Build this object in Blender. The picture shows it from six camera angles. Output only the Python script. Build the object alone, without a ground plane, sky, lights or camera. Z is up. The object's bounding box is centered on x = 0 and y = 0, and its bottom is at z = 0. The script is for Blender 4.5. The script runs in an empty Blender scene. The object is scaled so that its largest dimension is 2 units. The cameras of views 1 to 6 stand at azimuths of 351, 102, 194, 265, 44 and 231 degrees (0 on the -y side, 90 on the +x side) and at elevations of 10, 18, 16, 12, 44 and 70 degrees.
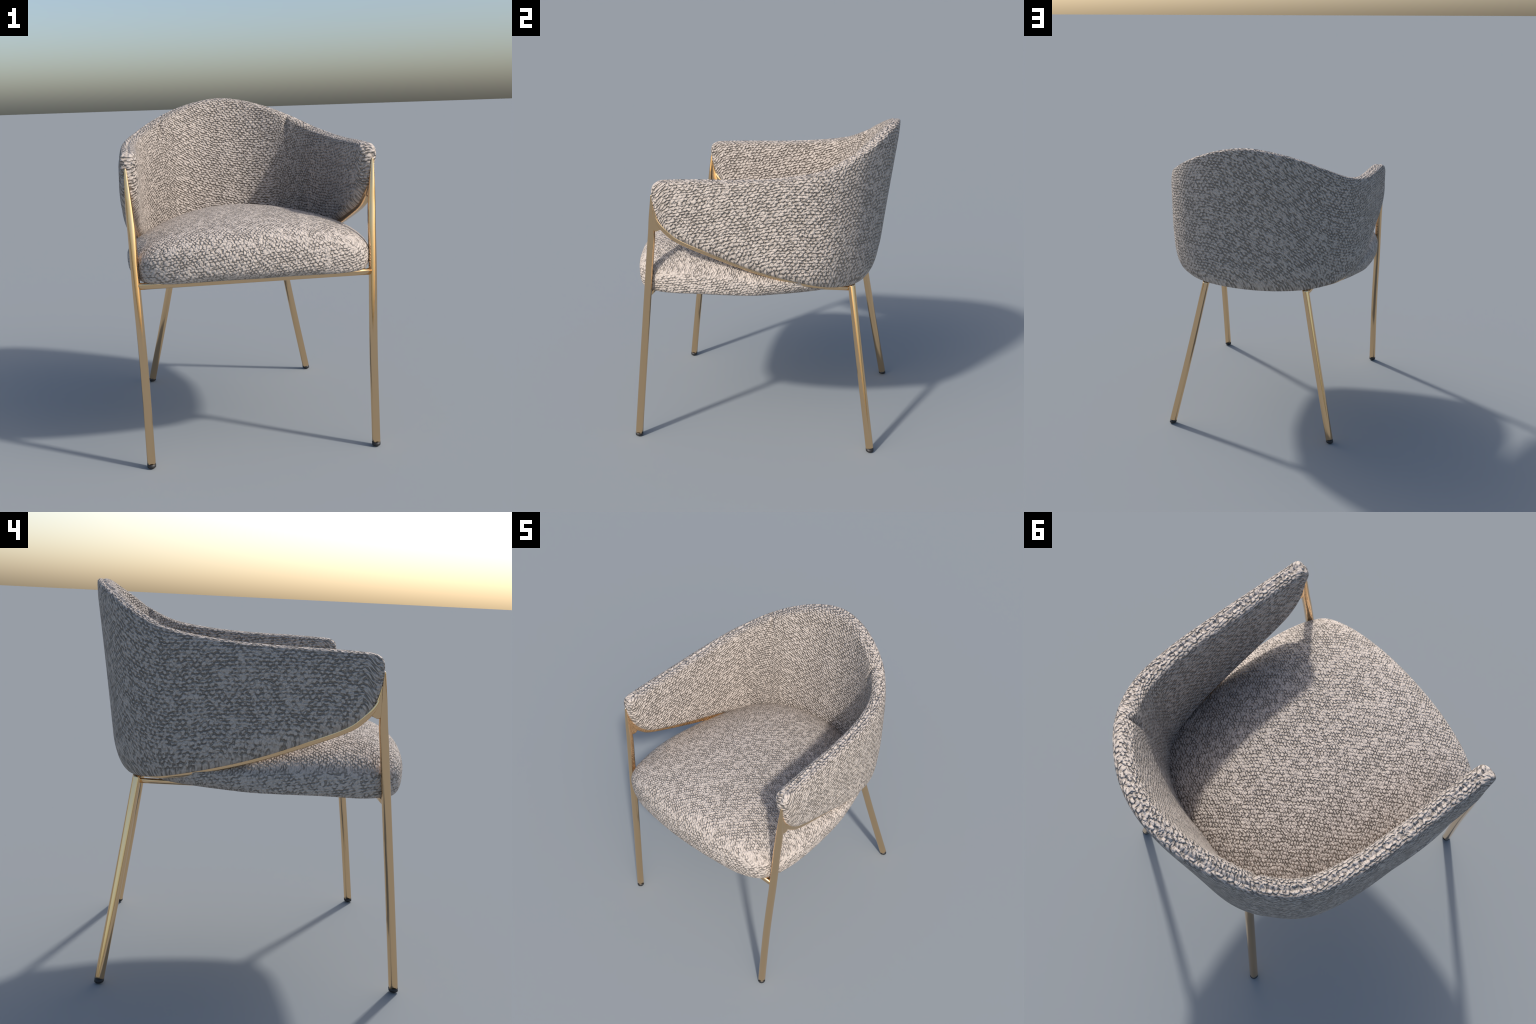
import bpy, bmesh, math
import numpy as np
from mathutils import Vector, Matrix

# ------------------------------------------------------------------ helpers
def spline(knots, u):
    """Centripetal-free Catmull-Rom through the knots, u in [0, n-1]."""
    K = np.asarray(knots, float)
    n = len(K)
    P = np.vstack([2 * K[0] - K[1], K, 2 * K[-1] - K[-2]])
    u = np.clip(np.asarray(u, float), 0, n - 1 - 1e-9)
    i = u.astype(int)
    f = (u - i)[..., None]
    p0, p1, p2, p3 = P[i], P[i + 1], P[i + 2], P[i + 3]
    return .5 * (2 * p1 + (p2 - p0) * f + (2 * p0 - 5 * p1 + 4 * p2 - p3) * f ** 2
                 + (3 * p1 - p0 - 3 * p2 + p3) * f ** 3)

def smooth(a, b, x):
    t = np.clip((x - a) / (b - a), 0, 1)
    return t * t * (3 - 2 * t)

def grid_faces(rows, cols, wrap=False, flip=False):
    idx = np.arange(rows * cols).reshape(rows, cols)
    nxt = np.roll(idx, -1, axis=1) if wrap else idx[:, 1:]
    cur = idx if wrap else idx[:, :-1]
    a, b, c, d = cur[:-1], nxt[:-1], nxt[1:], cur[1:]
    F = np.stack([a, b, c, d], -1).reshape(-1, 4)
    return F[:, ::-1] if flip else F

def make_mesh(name, V, F, mat, parent=None, extra=(), flip=None):
    me = bpy.data.meshes.new(name)
    me.from_pydata(np.asarray(V, float).tolist(), [], [list(map(int, f)) for f in F] + list(extra))
    bm = bmesh.new(); bm.from_mesh(me)
    bmesh.ops.remove_doubles(bm, verts=bm.verts, dist=1e-5)
    bmesh.ops.dissolve_degenerate(bm, edges=bm.edges, dist=1e-6)
    if flip is None:
        bmesh.ops.recalc_face_normals(bm, faces=bm.faces)
    elif flip:
        bmesh.ops.reverse_faces(bm, faces=bm.faces)
    bm.to_mesh(me); bm.free()
    for p in me.polygons:
        p.use_smooth = True
    me.materials.append(mat)
    ob = bpy.data.objects.new(name, me)
    bpy.context.scene.collection.objects.link(ob)
    if parent is not None:
        ob.parent = parent
    return ob

def tube(path, ra, rb=None, seg=32, up=(0, 0, 1), power=2.0, ends=True):
    """Swept superellipse section; ra along 'side', rb along 'up' (arrays)."""
    P = np.asarray(path, float)
    n = len(P)
    ra = np.broadcast_to(np.asarray(ra, float), (n,))
    rb = ra if rb is None else np.broadcast_to(np.asarray(rb, float), (n,))
    T = np.gradient(P, axis=0)
    T /= np.linalg.norm(T, axis=1)[:, None]
    up = np.broadcast_to(np.asarray(up, float), (n, 3))
    S = np.cross(T, up); S /= np.linalg.norm(S, axis=1)[:, None]
    U = np.cross(S, T)
    a = np.linspace(0, 2 * np.pi, seg, endpoint=False)
    ca = np.sign(np.cos(a)) * np.abs(np.cos(a)) ** (2 / power)
    sa = np.sign(np.sin(a)) * np.abs(np.sin(a)) ** (2 / power)
    V = P[:, None] + S[:, None] * ca[None, :, None] * ra[:, None, None] \
        + U[:, None] * sa[None, :, None] * rb[:, None, None]
    V = V.reshape(-1, 3)
    F = grid_faces(n, seg, wrap=True)
    extra = []
    if ends:
        extra = [list(range(seg))[::-1], list(range((n - 1) * seg, n * seg))]
    return V, F, extra

# ---------------------------------------------------------------- materials
class Nodes:
    def __init__(self, name):
        self.mat = bpy.data.materials.new(name)
        self.mat.use_nodes = True
        self.t = self.mat.node_tree
        self.b = self.t.nodes['Principled BSDF']
    def new(self, kind, **kw):
        n = self.t.nodes.new(kind)
        for k, v in kw.items():
            setattr(n, k, v)
        return n
    def put(self, sock, v):
        if isinstance(v, bpy.types.NodeSocket):
            self.t.links.new(v, sock)
        else:
            sock.default_value = v
    def math(self, op, a, b=0.0, c=None, clamp=False):
        n = self.new('ShaderNodeMath', operation=op, use_clamp=clamp)
        self.put(n.inputs[0], a); self.put(n.inputs[1], b)
        if c is not None:
            self.put(n.inputs[2], c)
        return n.outputs[0]
    def ramp(self, v, a, b, lo=0.0, hi=1.0, kind='SMOOTHSTEP'):
        n = self.new('ShaderNodeMapRange', interpolation_type=kind)
        self.put(n.inputs['Value'], v)
        for k, x in zip(('From Min', 'From Max', 'To Min', 'To Max'), (a, b, lo, hi)):
            self.put(n.inputs[k], x)
        return n.outputs[0]
    def combine(self, x, y, z=0.0):
        n = self.new('ShaderNodeCombineXYZ')
        for i, v in enumerate((x, y, z)):
            self.put(n.inputs[i], v)
        return n.outputs[0]
    def mix(self, f, a, b):
        n = self.new('ShaderNodeMix', data_type='RGBA')
        self.put(n.inputs[0], f); self.put(n.inputs[6], a); self.put(n.inputs[7], b)
        return n.outputs[2]
    def noise(self, vec, scale, detail=2.0, rough=.5, dim='3D'):
        n = self.new('ShaderNodeTexNoise', noise_dimensions=dim)
        self.put(n.inputs['Vector'], vec)
        n.inputs['Scale'].default_value = scale
        n.inputs['Detail'].default_value = detail
        n.inputs['Roughness'].default_value = rough
        return n
    def xyz(self):
        tc = self.new('ShaderNodeTexCoord')
        s = self.new('ShaderNodeSeparateXYZ')
        self.put(s.inputs[0], tc.outputs['Object'])
        return tc.outputs['Object'], s.outputs[0], s.outputs[1], s.outputs[2]

LIGHT = (.555, .488, .434, 1)
DARK = (.100, .085, .064, 1)

def knit_height(N, u, v, su, sv, shear, seed):
    """Boucle knit: rows of loop-shaped lumps with flattened patches.
    Returns (height, pit mask)."""
    base = N.combine(u, v, seed)
    w = N.noise(base, 9.0, 2.0)
    sw = N.new('ShaderNodeSeparateXYZ')
    N.put(sw.inputs[0], w.outputs['Color'])
    du = N.math('MULTIPLY', N.math('SUBTRACT', sw.outputs[0], .5), .032)
    dv = N.math('MULTIPLY', N.math('SUBTRACT', sw.outputs[1], .5), .036)
    w2 = N.noise(base, 60.0, 1.0)
    s2 = N.new('ShaderNodeSeparateXYZ')
    N.put(s2.inputs[0], w2.outputs['Color'])
    du = N.math('ADD', du, N.math('MULTIPLY', N.math('SUBTRACT', s2.outputs[0], .5), .0190))
    dv = N.math('ADD', dv, N.math('MULTIPLY', N.math('SUBTRACT', s2.outputs[1], .5), .0190))
    uu = N.math('ADD', u, du)
    vv = N.math('MULTIPLY_ADD', uu, shear, N.math('ADD', v, dv))
    p = N.math('MULTIPLY', uu, 2 * math.pi / su)
    q = N.math('MULTIPLY', vv, math.pi / sv)
    f = N.math('MULTIPLY', N.math('COSINE', p), N.math('COSINE', q))
    f = N.math('MULTIPLY_ADD', f, 2.0, N.math('MULTIPLY', N.math('COSINE', N.math('MULTIPLY', q, 2.0)), 1.2))
    lump = N.math('MAXIMUM', N.math('MULTIPLY_ADD', f, 1 / 4.9, 1.7 / 4.9), 0.0)
    lump = N.math('POWER', lump, .60)
    plateau = N.ramp(lump, .0, .86, 0, 1, 'SMOOTHERSTEP')
    # crevices come and go: broken by noise, smoothed out in patches
    brk = N.noise(base, 48.0, 1.0)
    keep = N.ramp(brk.outputs['Fac'], .34, .60, .15, 1)
    pat = N.noise(base, 32.0, 2.0)
    keep = N.math('MULTIPLY', keep, N.ramp(pat.outputs['Fac'], .54, .70, 1, .5))
    deep = N.math('MULTIPLY', N.math('SUBTRACT', 1, plateau), keep)
    fine = N.noise(base, 170.0, 2.0, .6)
    h = N.math('SUBTRACT', 1, deep)
    h = N.math('MULTIPLY_ADD', lump, .35, h)
    h = N.math('MULTIPLY_ADD', N.math('SUBTRACT', fine.outputs['Fac'], .5), .28, h)
    pit = N.ramp(deep, .18, .95, 0, 1)
    return h, pit

def knit_finish(N, obj, hp, depth):
    h, pit = hp
    tone = N.noise(obj, 30.0, 3.0)
    light = N.mix(N.ramp(tone.outputs['Fac'], .35, .7), LIGHT, tuple(c * .9 for c in LIGHT[:3]) + (1,))
    col = N.mix(N.math('MULTIPLY', pit, .54), light, DARK)
    bump = N.new('ShaderNodeBump')
    bump.inputs['Strength'].default_value = 1.0
    bump.inputs['Distance'].default_value = depth
    N.put(bump.inputs['Height'], h)
    N.put(N.b.inputs['Base Color'], col)
    N.put(N.b.inputs['Normal'], bump.outputs[0])
    N.b.inputs['Roughness'].default_value = .9
    N.b.inputs['Specular IOR Level'].default_value = .25
    return N.mat

def wall_fabric(name, seed, shear=0.0, face=1):
    """Knit laid along the U of the shell: u = length along the wall,
    v = height, carried on across the thickness where it rolls over the rim."""
    N = Nodes(name)
    obj, x, y, z = N.xyz()
    xc, yc, R = .34, .36, .33
    ax = N.math('ABSOLUTE', x)
    dx = N.math('MAXIMUM', N.math('SUBTRACT', ax, xc), 1e-4)
    dy = N.math('MAXIMUM', N.math('SUBTRACT', y, yc), 0.0)
    th = N.math('ARCTAN2', dx, dy)
    near = N.math('GREATER_THAN', ax, xc)
    s = N.math('MINIMUM', ax, xc)
    s = N.math('ADD', s, N.math('MULTIPLY', N.math('MULTIPLY', th, R), near))
    s = N.math('ADD', s, N.math('MAXIMUM', N.math('SUBTRACT', yc, y), 0.0))
    s = N.math('MULTIPLY', s, N.math('SIGN', x))
    r = N.math('SQRT', N.math('ADD', N.math('MULTIPLY', dx, dx), N.math('MULTIPLY', dy, dy)))
    r = N.math('SUBTRACT', r, .325)
    tip = N.ramp(y, -.48, -.56, 0, 1)
    v = N.math('MULTIPLY_ADD', N.math('MULTIPLY', r, N.math('SUBTRACT', 1, tip)), -face, z)
    s = N.math('MULTIPLY_ADD', N.math('MULTIPLY', N.math('MULTIPLY', r, tip), .4), N.math('MULTIPLY', N.math('SIGN', x), -face), s)
    if face > 0:
        # rows run diagonally across the back and swing round along the arms
        c = N.math('SMOOTH_MAX', N.math('SMOOTH_MIN', s, .45, .5), -.75, .5)
        v = N.math('MULTIPLY_ADD', c, -.42, v)
        v = N.math('MULTIPLY_ADD', N.math('MAXIMUM', N.math('SUBTRACT', s, .55), 0), .22, v)
    return knit_finish(N, obj, knit_height(N, s, v, .0300, .0188, shear, seed), .0150)

def seat_fabric(name, seed):
    """Knit laid flat over the crown, and wrapped round the sides."""
    N = Nodes(name)
    obj, x, y, z = N.xyz()
    top = knit_height(N, x, y, .0205, .0134, .25, seed)
    th = N.math('ARCTAN2', x, N.math('ADD', y, .14))
    side = knit_height(N, N.math('MULTIPLY', th, .68), z, .0220, .0165, .2, seed + 3)
    g = N.new('ShaderNodeNewGeometry')
    sn = N.new('ShaderNodeSeparateXYZ')
    N.put(sn.inputs[0], g.outputs['Normal'])
    m = N.ramp(N.math('ABSOLUTE', sn.outputs[2]), .48, .66)
    vals = [N.math('ADD', N.math('MULTIPLY', a, m), N.math('MULTIPLY', b, N.math('SUBTRACT', 1, m)))
            for a, b in zip(top, side)]
    return knit_finish(N, obj, vals, .0088)

def gold_metal():
    N = Nodes('brushed_gold')
    obj, x, y, z = N.xyz()
    N.b.inputs['Base Color'].default_value = (.83, .575, .325, 1)
    N.b.inputs['Metallic'].default_value = 1
    n = N.noise(obj, 60, 3)
    N.put(N.b.inputs['Roughness'], N.ramp(n.outputs['Fac'], .3, .7, .06, .09))
    return N.mat

def rubber():
    N = Nodes('black_rubber')
    obj, x, y, z = N.xyz()
    n = N.noise(obj, 200, 2)
    N.put(N.b.inputs['Base Color'], N.mix(n.outputs['Fac'], (.010, .010, .011, 1), (.022, .021, .021, 1)))
    N.b.inputs['Roughness'].default_value = .5
    return N.mat

OUTER = wall_fabric('boucle_outer', 1.3, .0, 1)
BACK = wall_fabric('boucle_back', 4.1, .30, -1)
ARM = wall_fabric('boucle_arm', 7.7, -.18, -1)
SEAT = seat_fabric('boucle_seat', 2.2)
GOLD = gold_metal()
BLACK = rubber()

# -------------------------------------------------------------------- root
chair = bpy.data.objects.new('armchair', None)
bpy.context.scene.collection.objects.link(chair)
chair['label'] = 'barrel armchair, grey-beige boucle fabric, slim gold metal legs'
chair['category'] = 'armchair'

# ------------------------------------------------------------ wrap-around shell
# Half profiles (x >= 0): upper rim seam and lower rim, from back centre to arm tip.
RIM = [(0, .787, 2.001), (.17, .762, 1.979), (.335, .692, 1.928), (.48, .592, 1.859),
       (.592, .43, 1.787), (.643, .2, 1.748), (.659, -.05, 1.731), (.662, -.3, 1.725),
       (.664, -.475, 1.718), (.668, -.546, 1.709), (.675, -.579, 1.673), (.683, -.583, 1.585)]
SILL = [(0, .605, 1.008), (.17, .610, 1.017), (.335, .584, 1.031), (.465, .52, 1.049),
        (.575, .41, 1.080), (.630, .22, 1.129), (.655, 0, 1.192), (.662, -.24, 1.278),
        (.668, -.42, 1.352), (.673, -.495, 1.405), (.679, -.550, 1.480), (.683, -.583, 1.585)]
NK = len(RIM) - 1

def full_u(n_half):
    """Signed knot parameter across both halves, denser at the arm tips."""
    u = NK * np.sin(np.linspace(0, np.pi / 2, n_half + 1)) ** 1.0
    u = .45 * u + .55 * np.linspace(0, NK, n_half + 1)
    return np.concatenate([-u[:0:-1], u])

def mirror_curve(knots, u):
    """Evaluate half curve mirrored in x, smooth across the back centre."""
    K = np.asarray(knots, float)
    full = np.vstack([K[:0:-1] * [-1, 1, 1], K])
    return spline(full, np.asarray(u) + NK)

def bend_normal(u):
    """Horizontal outward direction of the wall."""
    e = .02
    def plan(w):
        w = np.clip(w, -(NK - 3), NK - 3)
        return .5 * (mirror_curve(RIM, w) + mirror_curve(SILL, w))
    uu = np.clip(u, -(NK - 3) + e, NK - 3 - e)
    d = plan(uu + e) - plan(uu - e)
    n = np.stack([-d[:, 1], d[:, 0], 0 * d[:, 0]], -1)
    n /= np.linalg.norm(n, axis=1)[:, None]
    return n

dense = np.linspace(-NK, NK, 420)
RIM_D, SILL_D = mirror_curve(RIM, dense), mirror_curve(SILL, dense)

def dist_to(P, C):
    """Distance from points to a polyline."""
    A, D = C[:-1], C[1:] - C[:-1]
    L = (D * D).sum(1)
    out = np.empty(len(P))
    for i in range(0, len(P), 2000):
        q = P[i:i + 2000, None] - A[None]
        t = np.clip((q * D[None]).sum(-1) / L[None], 0, 1)
        e = q - t[..., None] * D[None]
        out[i:i + 2000] = np.sqrt((e * e).sum(-1).min(1))
    return out

def quarter(t):
    return np.sqrt(np.clip(1 - (1 - np.clip(t, 0, 1)) ** 2, 0, 1))

FIELD = {}

def shell_side(u, nv, side):
    """side=+1 outer panel, -1 inner pads. Returns grid of points (nv+1, nu)."""
    w = (1 - np.cos(np.pi * np.linspace(0, 1, nv + 1))) / 2
    A, B = mirror_curve(SILL, u), mirror_curve(RIM, u)
    M = A[None] + (B - A)[None] * w[:, None, None]
    n = bend_normal(u)
    if 'd' not in FIELD:
        P = M.reshape(-1, 3)
        FIELD['d'] = [dist_to(P, c).reshape(M.shape[:2]) for c in (RIM_D, SILL_D)]
    dT, dB = FIELD['d']
    arm = smooth(2.6, 5.0, np.abs(u))[None]
    v = w[:, None]
    # each face: a crisp lip of given width at the rim, then a slow swell
    if side > 0:
        H = (1 - arm) * (.078 - .042 * v) + arm * .056
        corner = np.exp(-((np.abs(u)[None] - 3.4) / 1.0) ** 2)
        H = H - .016 * corner * smooth(.50, .10, v)
        lip, rL = .024 + .004 * arm, .014
        rB = (1 - arm) * .20 + arm * .085 + .08 * corner + .06 * np.exp(-((np.abs(u)[None] - 6.2) / 1.3) ** 2)
        seam = 0
    else:
        H = (1 - arm) * (.062 + .012 * np.sin(np.pi * v)) + arm * .052
        lip, rL = .046 - .008 * arm, .026 - .006 * arm
        rB = .06 + 0 * arm
        # vertical seams where the back pad meets the arm pads
        seam = np.exp(-((np.abs(u)[None] - SEAM_U) / .085) ** 2)
        seam = seam * (.004 + .016 * smooth(.80, .97, v))
    h = (lip * quarter(dT / rL) + (H - lip) * quarter(dT / .13) - seam * quarter(dT / .02)) * quarter(dB / rB)
    h[0] = h[-1] = 0
    Q = M + side * n[None] * h[..., None]
    # stitched groove along the rim
    fade = smooth(.02, .06, dB)
    Q[..., 2] -= .0060 * np.exp(-(h / .0070) ** 2) * fade * smooth(.5, .8, v)
    return Q

SEAM_U = 2.86
FLIP_OUT = True
U = full_u(230)
outer = shell_side(U, 110, +1)
inner = shell_side(U, 110, -1)
backrest = make_mesh('backrest', outer.reshape(-1, 3), grid_faces(*outer.shape[:2]), OUTER, chair, flip=FLIP_OUT)

def inner_part(name, mask, mat):
    cols = np.where(mask)[0]
    G = inner[:, cols]
    return make_mesh(name, G.reshape(-1, 3), grid_faces(*G.shape[:2]), mat, backrest, flip=not FLIP_OUT)

j = int(np.argmin(np.abs(U - SEAM_U)))
us = U[j] + 1e-9
inner_part('back_pad', np.abs(U) <= us, BACK)
inner_part('arm_pad', U >= us - 2e-9, ARM)
inner_part('arm_pad', U <= -us + 2e-9, ARM)

# ------------------------------------------------------------------ seat cushion
OUTLINE = [(0, -.818), (.20, -.810), (.36, -.788), (.48, -.758), (.588, -.709), (.640, -.645),
           (.676, -.540), (.697, -.400), (.700, -.250), (.688, -.060), (.662, .12), (.612, .30),
           (.52, .46), (.37, .56), (.19, .605), (0, .615)]
SEAT_C = np.array([0, -.14])
Z_EDGE, Z_TOP, Z_BOT = 1.105, 1.336, 1.0155

def build_seat():
    nk = len(OUTLINE) - 1
    K = np.array(OUTLINE, float)
    closed = np.vstack([K, K[-2:0:-1] * [-1, 1]])
    m = len(closed)
    ext = np.vstack([closed[-3:], closed, closed[:4]])
    na, nr, nb = 320, 110, 30
    a = np.linspace(0, m, na, endpoint=False)
    ring = spline(ext, a + 3)
    rel = ring - SEAT_C
    ang = np.arctan2(rel[:, 0], -rel[:, 1])         # 0 at the front
    front = smooth(.36, .20, np.abs(ang) / np.pi)
    rear = smooth(.55, .75, np.abs(ang) / np.pi)
    sidew = 1 - front - rear
    p = 10.0 * front + 6.0 * sidew + 8.0 * rear
    q = .42 * front + .50 * sidew + .55 * rear
    tuck = .038 + .20 * rear + .085 * smooth(.22, .08, np.abs(ang) / np.pi)
    lift = .010 * smooth(.31, .44, np.abs(ang) / np.pi) * (1 - rear) - .004 * (1 - smooth(.31, .40, np.abs(ang) / np.pi)) * smooth(.16, .24, np.abs(ang) / np.pi)
    def crown(P):
        x, y = P[:, 0], P[:, 1]
        a = .20 + .25 * smooth(-.45, .4, y)
        b = np.where(y > -.14, .155, .11)
        return Z_TOP - a * x ** 2 - b * (y + .14) ** 2
    rows = []
    for k in range(nb + 1):                         # underside: centre-ish to edge
        t = k / nb
        if t < .3:
            rho = (.5 + (.5 - tuck) * (t / .3))[:, None]
            rows.append(np.column_stack([SEAT_C + rel * rho, Z_BOT + lift]))
        else:
            b = (t - .3) / .7 * np.pi / 2
            in_ = tuck
            rho = ((1 - in_) + in_ * np.sin(b) ** .9)[:, None]
            z = Z_EDGE - (Z_EDGE - Z_BOT - lift) * np.cos(b) ** .75
            rows.append(np.column_stack([SEAT_C + rel * rho, z]))
    for k in range(1, nr + 1):                      # crown
        b = k / nr * np.pi / 2
        rho = np.cos(b)
        xy = SEAT_C + rel * rho
        z = Z_EDGE + (crown(xy) - Z_EDGE) * (1 - rho ** p) ** q
        rows.append(np.column_stack([xy, z]))
    V = np.array(rows)
    n = V.shape[0]
    F = grid_faces(n, na, wrap=True)
    bottom = list(range(na))
    return make_mesh('seat_cushion', V.reshape(-1, 3), F, SEAT, chair, extra=[bottom])
build_seat()

# ------------------------------------------------------------------ metal frame
def swept(name, path, ra, rb=None, up=(0, 0, 1), power=2.0, parent=chair, mat=GOLD, seg=36):
    V, F, ex = tube(path, ra, rb, seg, up, power)
    return make_mesh(name, V, F, mat, parent, ex)

FRONT = [(.640, -.7665, -.02), (.6405, -.765, .02), (.6485, -.704, .537), (.6645, -.648, .98), (.671, -.615, 1.25),
         (.6765, -.598, 1.38), (.681, -.5915, 1.48), (.6845, -.586, 1.56), (.687, -.582, 1.625)]
FRONT_R = [.0236, .0236, .0232, .0230, .0226, .0218, .0170, .0115, .0065]
REAR = [(.5745, .7335, -.02), (.570, .7295, .02), (.452, .604, .740), (.3525, .566, 1.03)]
REAR = [(.5745, .732, -.02), (.568, .7275, .02), (.459, .648, .515), (.3525, .570, 1.03)]
CAP = .024

def foot_clip(path):
    """Leg path starting above the rubber cap."""
    P = np.asarray(path)
    i = np.argmax(P[:, 2] > CAP)
    a, b = P[i - 1], P[i]
    f = (CAP - a[2]) / (b[2] - a[2])
    return np.vstack([a + (b - a) * f, P[i:]])

def leg(name, knots, radii, sx, power):
    u = np.linspace(0, len(knots) - 1, 120)
    P = spline(knots, u) * [sx, 1, 1]
    R = spline(np.array(radii)[:, None], u)[:, 0]
    body = foot_clip(P)
    Rb = R[-len(body):]
    tip = radii[-1] < .015
    if tip:                                           # rounded tip
        T = body[-1] - body[-2]; T = T / np.linalg.norm(T)
        a = np.linspace(.2, 1, 6) * np.pi / 2
        body = np.vstack([body, body[-1] + T * (np.sin(a) * radii[-1])[:, None]])
        Rb = np.concatenate([Rb, radii[-1] * np.maximum(np.cos(a), .05)])
    ob = swept(name, body, Rb, up=(0, -1, 0), power=power)
    # rubber foot
    a0 = P[0] + (P[1] - P[0]) * ((0 - P[0][2]) / (P[1][2] - P[0][2]))
    d = (body[0] - a0) / CAP
    hs = np.array([0, .0005, .003, .0042, .0060, .0085, CAP])
    rs = np.array([.0130, .0155, .0165, .0215, .0236, .0244, .0245])
    V, F, ex = [], None, None
    path = a0[None] + d[None] * hs[:, None]
    n, seg = len(hs), 36
    th = np.linspace(0, 2 * np.pi, seg, endpoint=False)
    G = path[:, None] + np.stack([np.cos(th), np.sin(th), 0 * th], -1)[None] * rs[:, None, None]
    cap = make_mesh('foot_cap', G.reshape(-1, 3), grid_faces(n, seg, wrap=True), BLACK, ob,
                    [list(range(seg))[::-1], list(range((n - 1) * seg, n * seg))])
    return ob

for sx in (-1, 1):
    leg('front_leg', FRONT, FRONT_R, sx, 2.3)
    leg('rear_leg', REAR, [.0238, .0238, .0232, .0225], sx, 2.3)

# rail hugging the lower edge of the shell, one continuous run from leg to leg
ur = np.linspace(-NK, NK, 360) * .965
C = mirror_curve(SILL, ur)
au = np.abs(ur)
drop = -.008 + .012 * smooth(2.2, 5.0, au)
C[:, 2] -= drop
nrm = bend_normal(ur)
C += nrm * (-.017 + .019 * smooth(5.5, 8, au))[:, None]
C += np.array([0, -.010, 0]) * smooth(8.8, 10.5, au)[:, None]
R1 = .0165 + .003 * smooth(6, 8.5, au) + .002 * smooth(7.5, 9, au) - .0135 * smooth(9.2, 10.6, au)
R2 = .0155 - .005 * (1 - smooth(2.5, 5, au)) + .002 * smooth(7.5, 9, au) - .0095 * smooth(9.2, 10.6, au)
tangent = np.gradient(C, axis=0)
upv = np.cross(nrm, tangent); upv /= np.linalg.norm(upv, axis=1)[:, None]
swept('arm_rail', C, R1, R2, up=upv, power=3.4)

# solid web that fills the fork between the front leg, the rail and the padding
def curve_at_height(knots, zs):
    u = np.linspace(0, len(knots) - 1, 1500)
    P = spline(knots, u)
    o = np.argsort(P[:, 2])
    return np.stack([np.interp(zs, P[o, 2], P[o, k]) for k in range(3)], -1)
zs = np.linspace(1.415, 1.60, 40)
LA = curve_at_height(FRONT, zs)
SA = curve_at_height(SILL[6:], zs)
for sx in (-1, 1):
    mid = .5 * (LA + SA) * [sx, 1, 1]
    half = .5 * np.abs(SA[:, 1] - LA[:, 1]) + .004
    half[:6] *= np.array([.40, .62, .78, .89, .96, .99])
    swept('fork_web', mid, np.linspace(.0170, .006, 40), half, up=(0, 1, 0), power=3.0)

# bars under the seat
def bar(name, a, b, r=.0145, up=(0, 0, 1)):
    a, b = np.array(a, float), np.array(b, float)
    return swept(name, a + (b - a) * np.linspace(0, 1, 12)[:, None], r, up=up, power=3.0)
bar('front_bar', (-.664, -.648, .9955), (.664, -.648, .9955), .0190)
for sx in (-1, 1):
    bar('side_bar', (sx * .360, .572, 1.004), (sx * .42, -.640, .994), .0130)
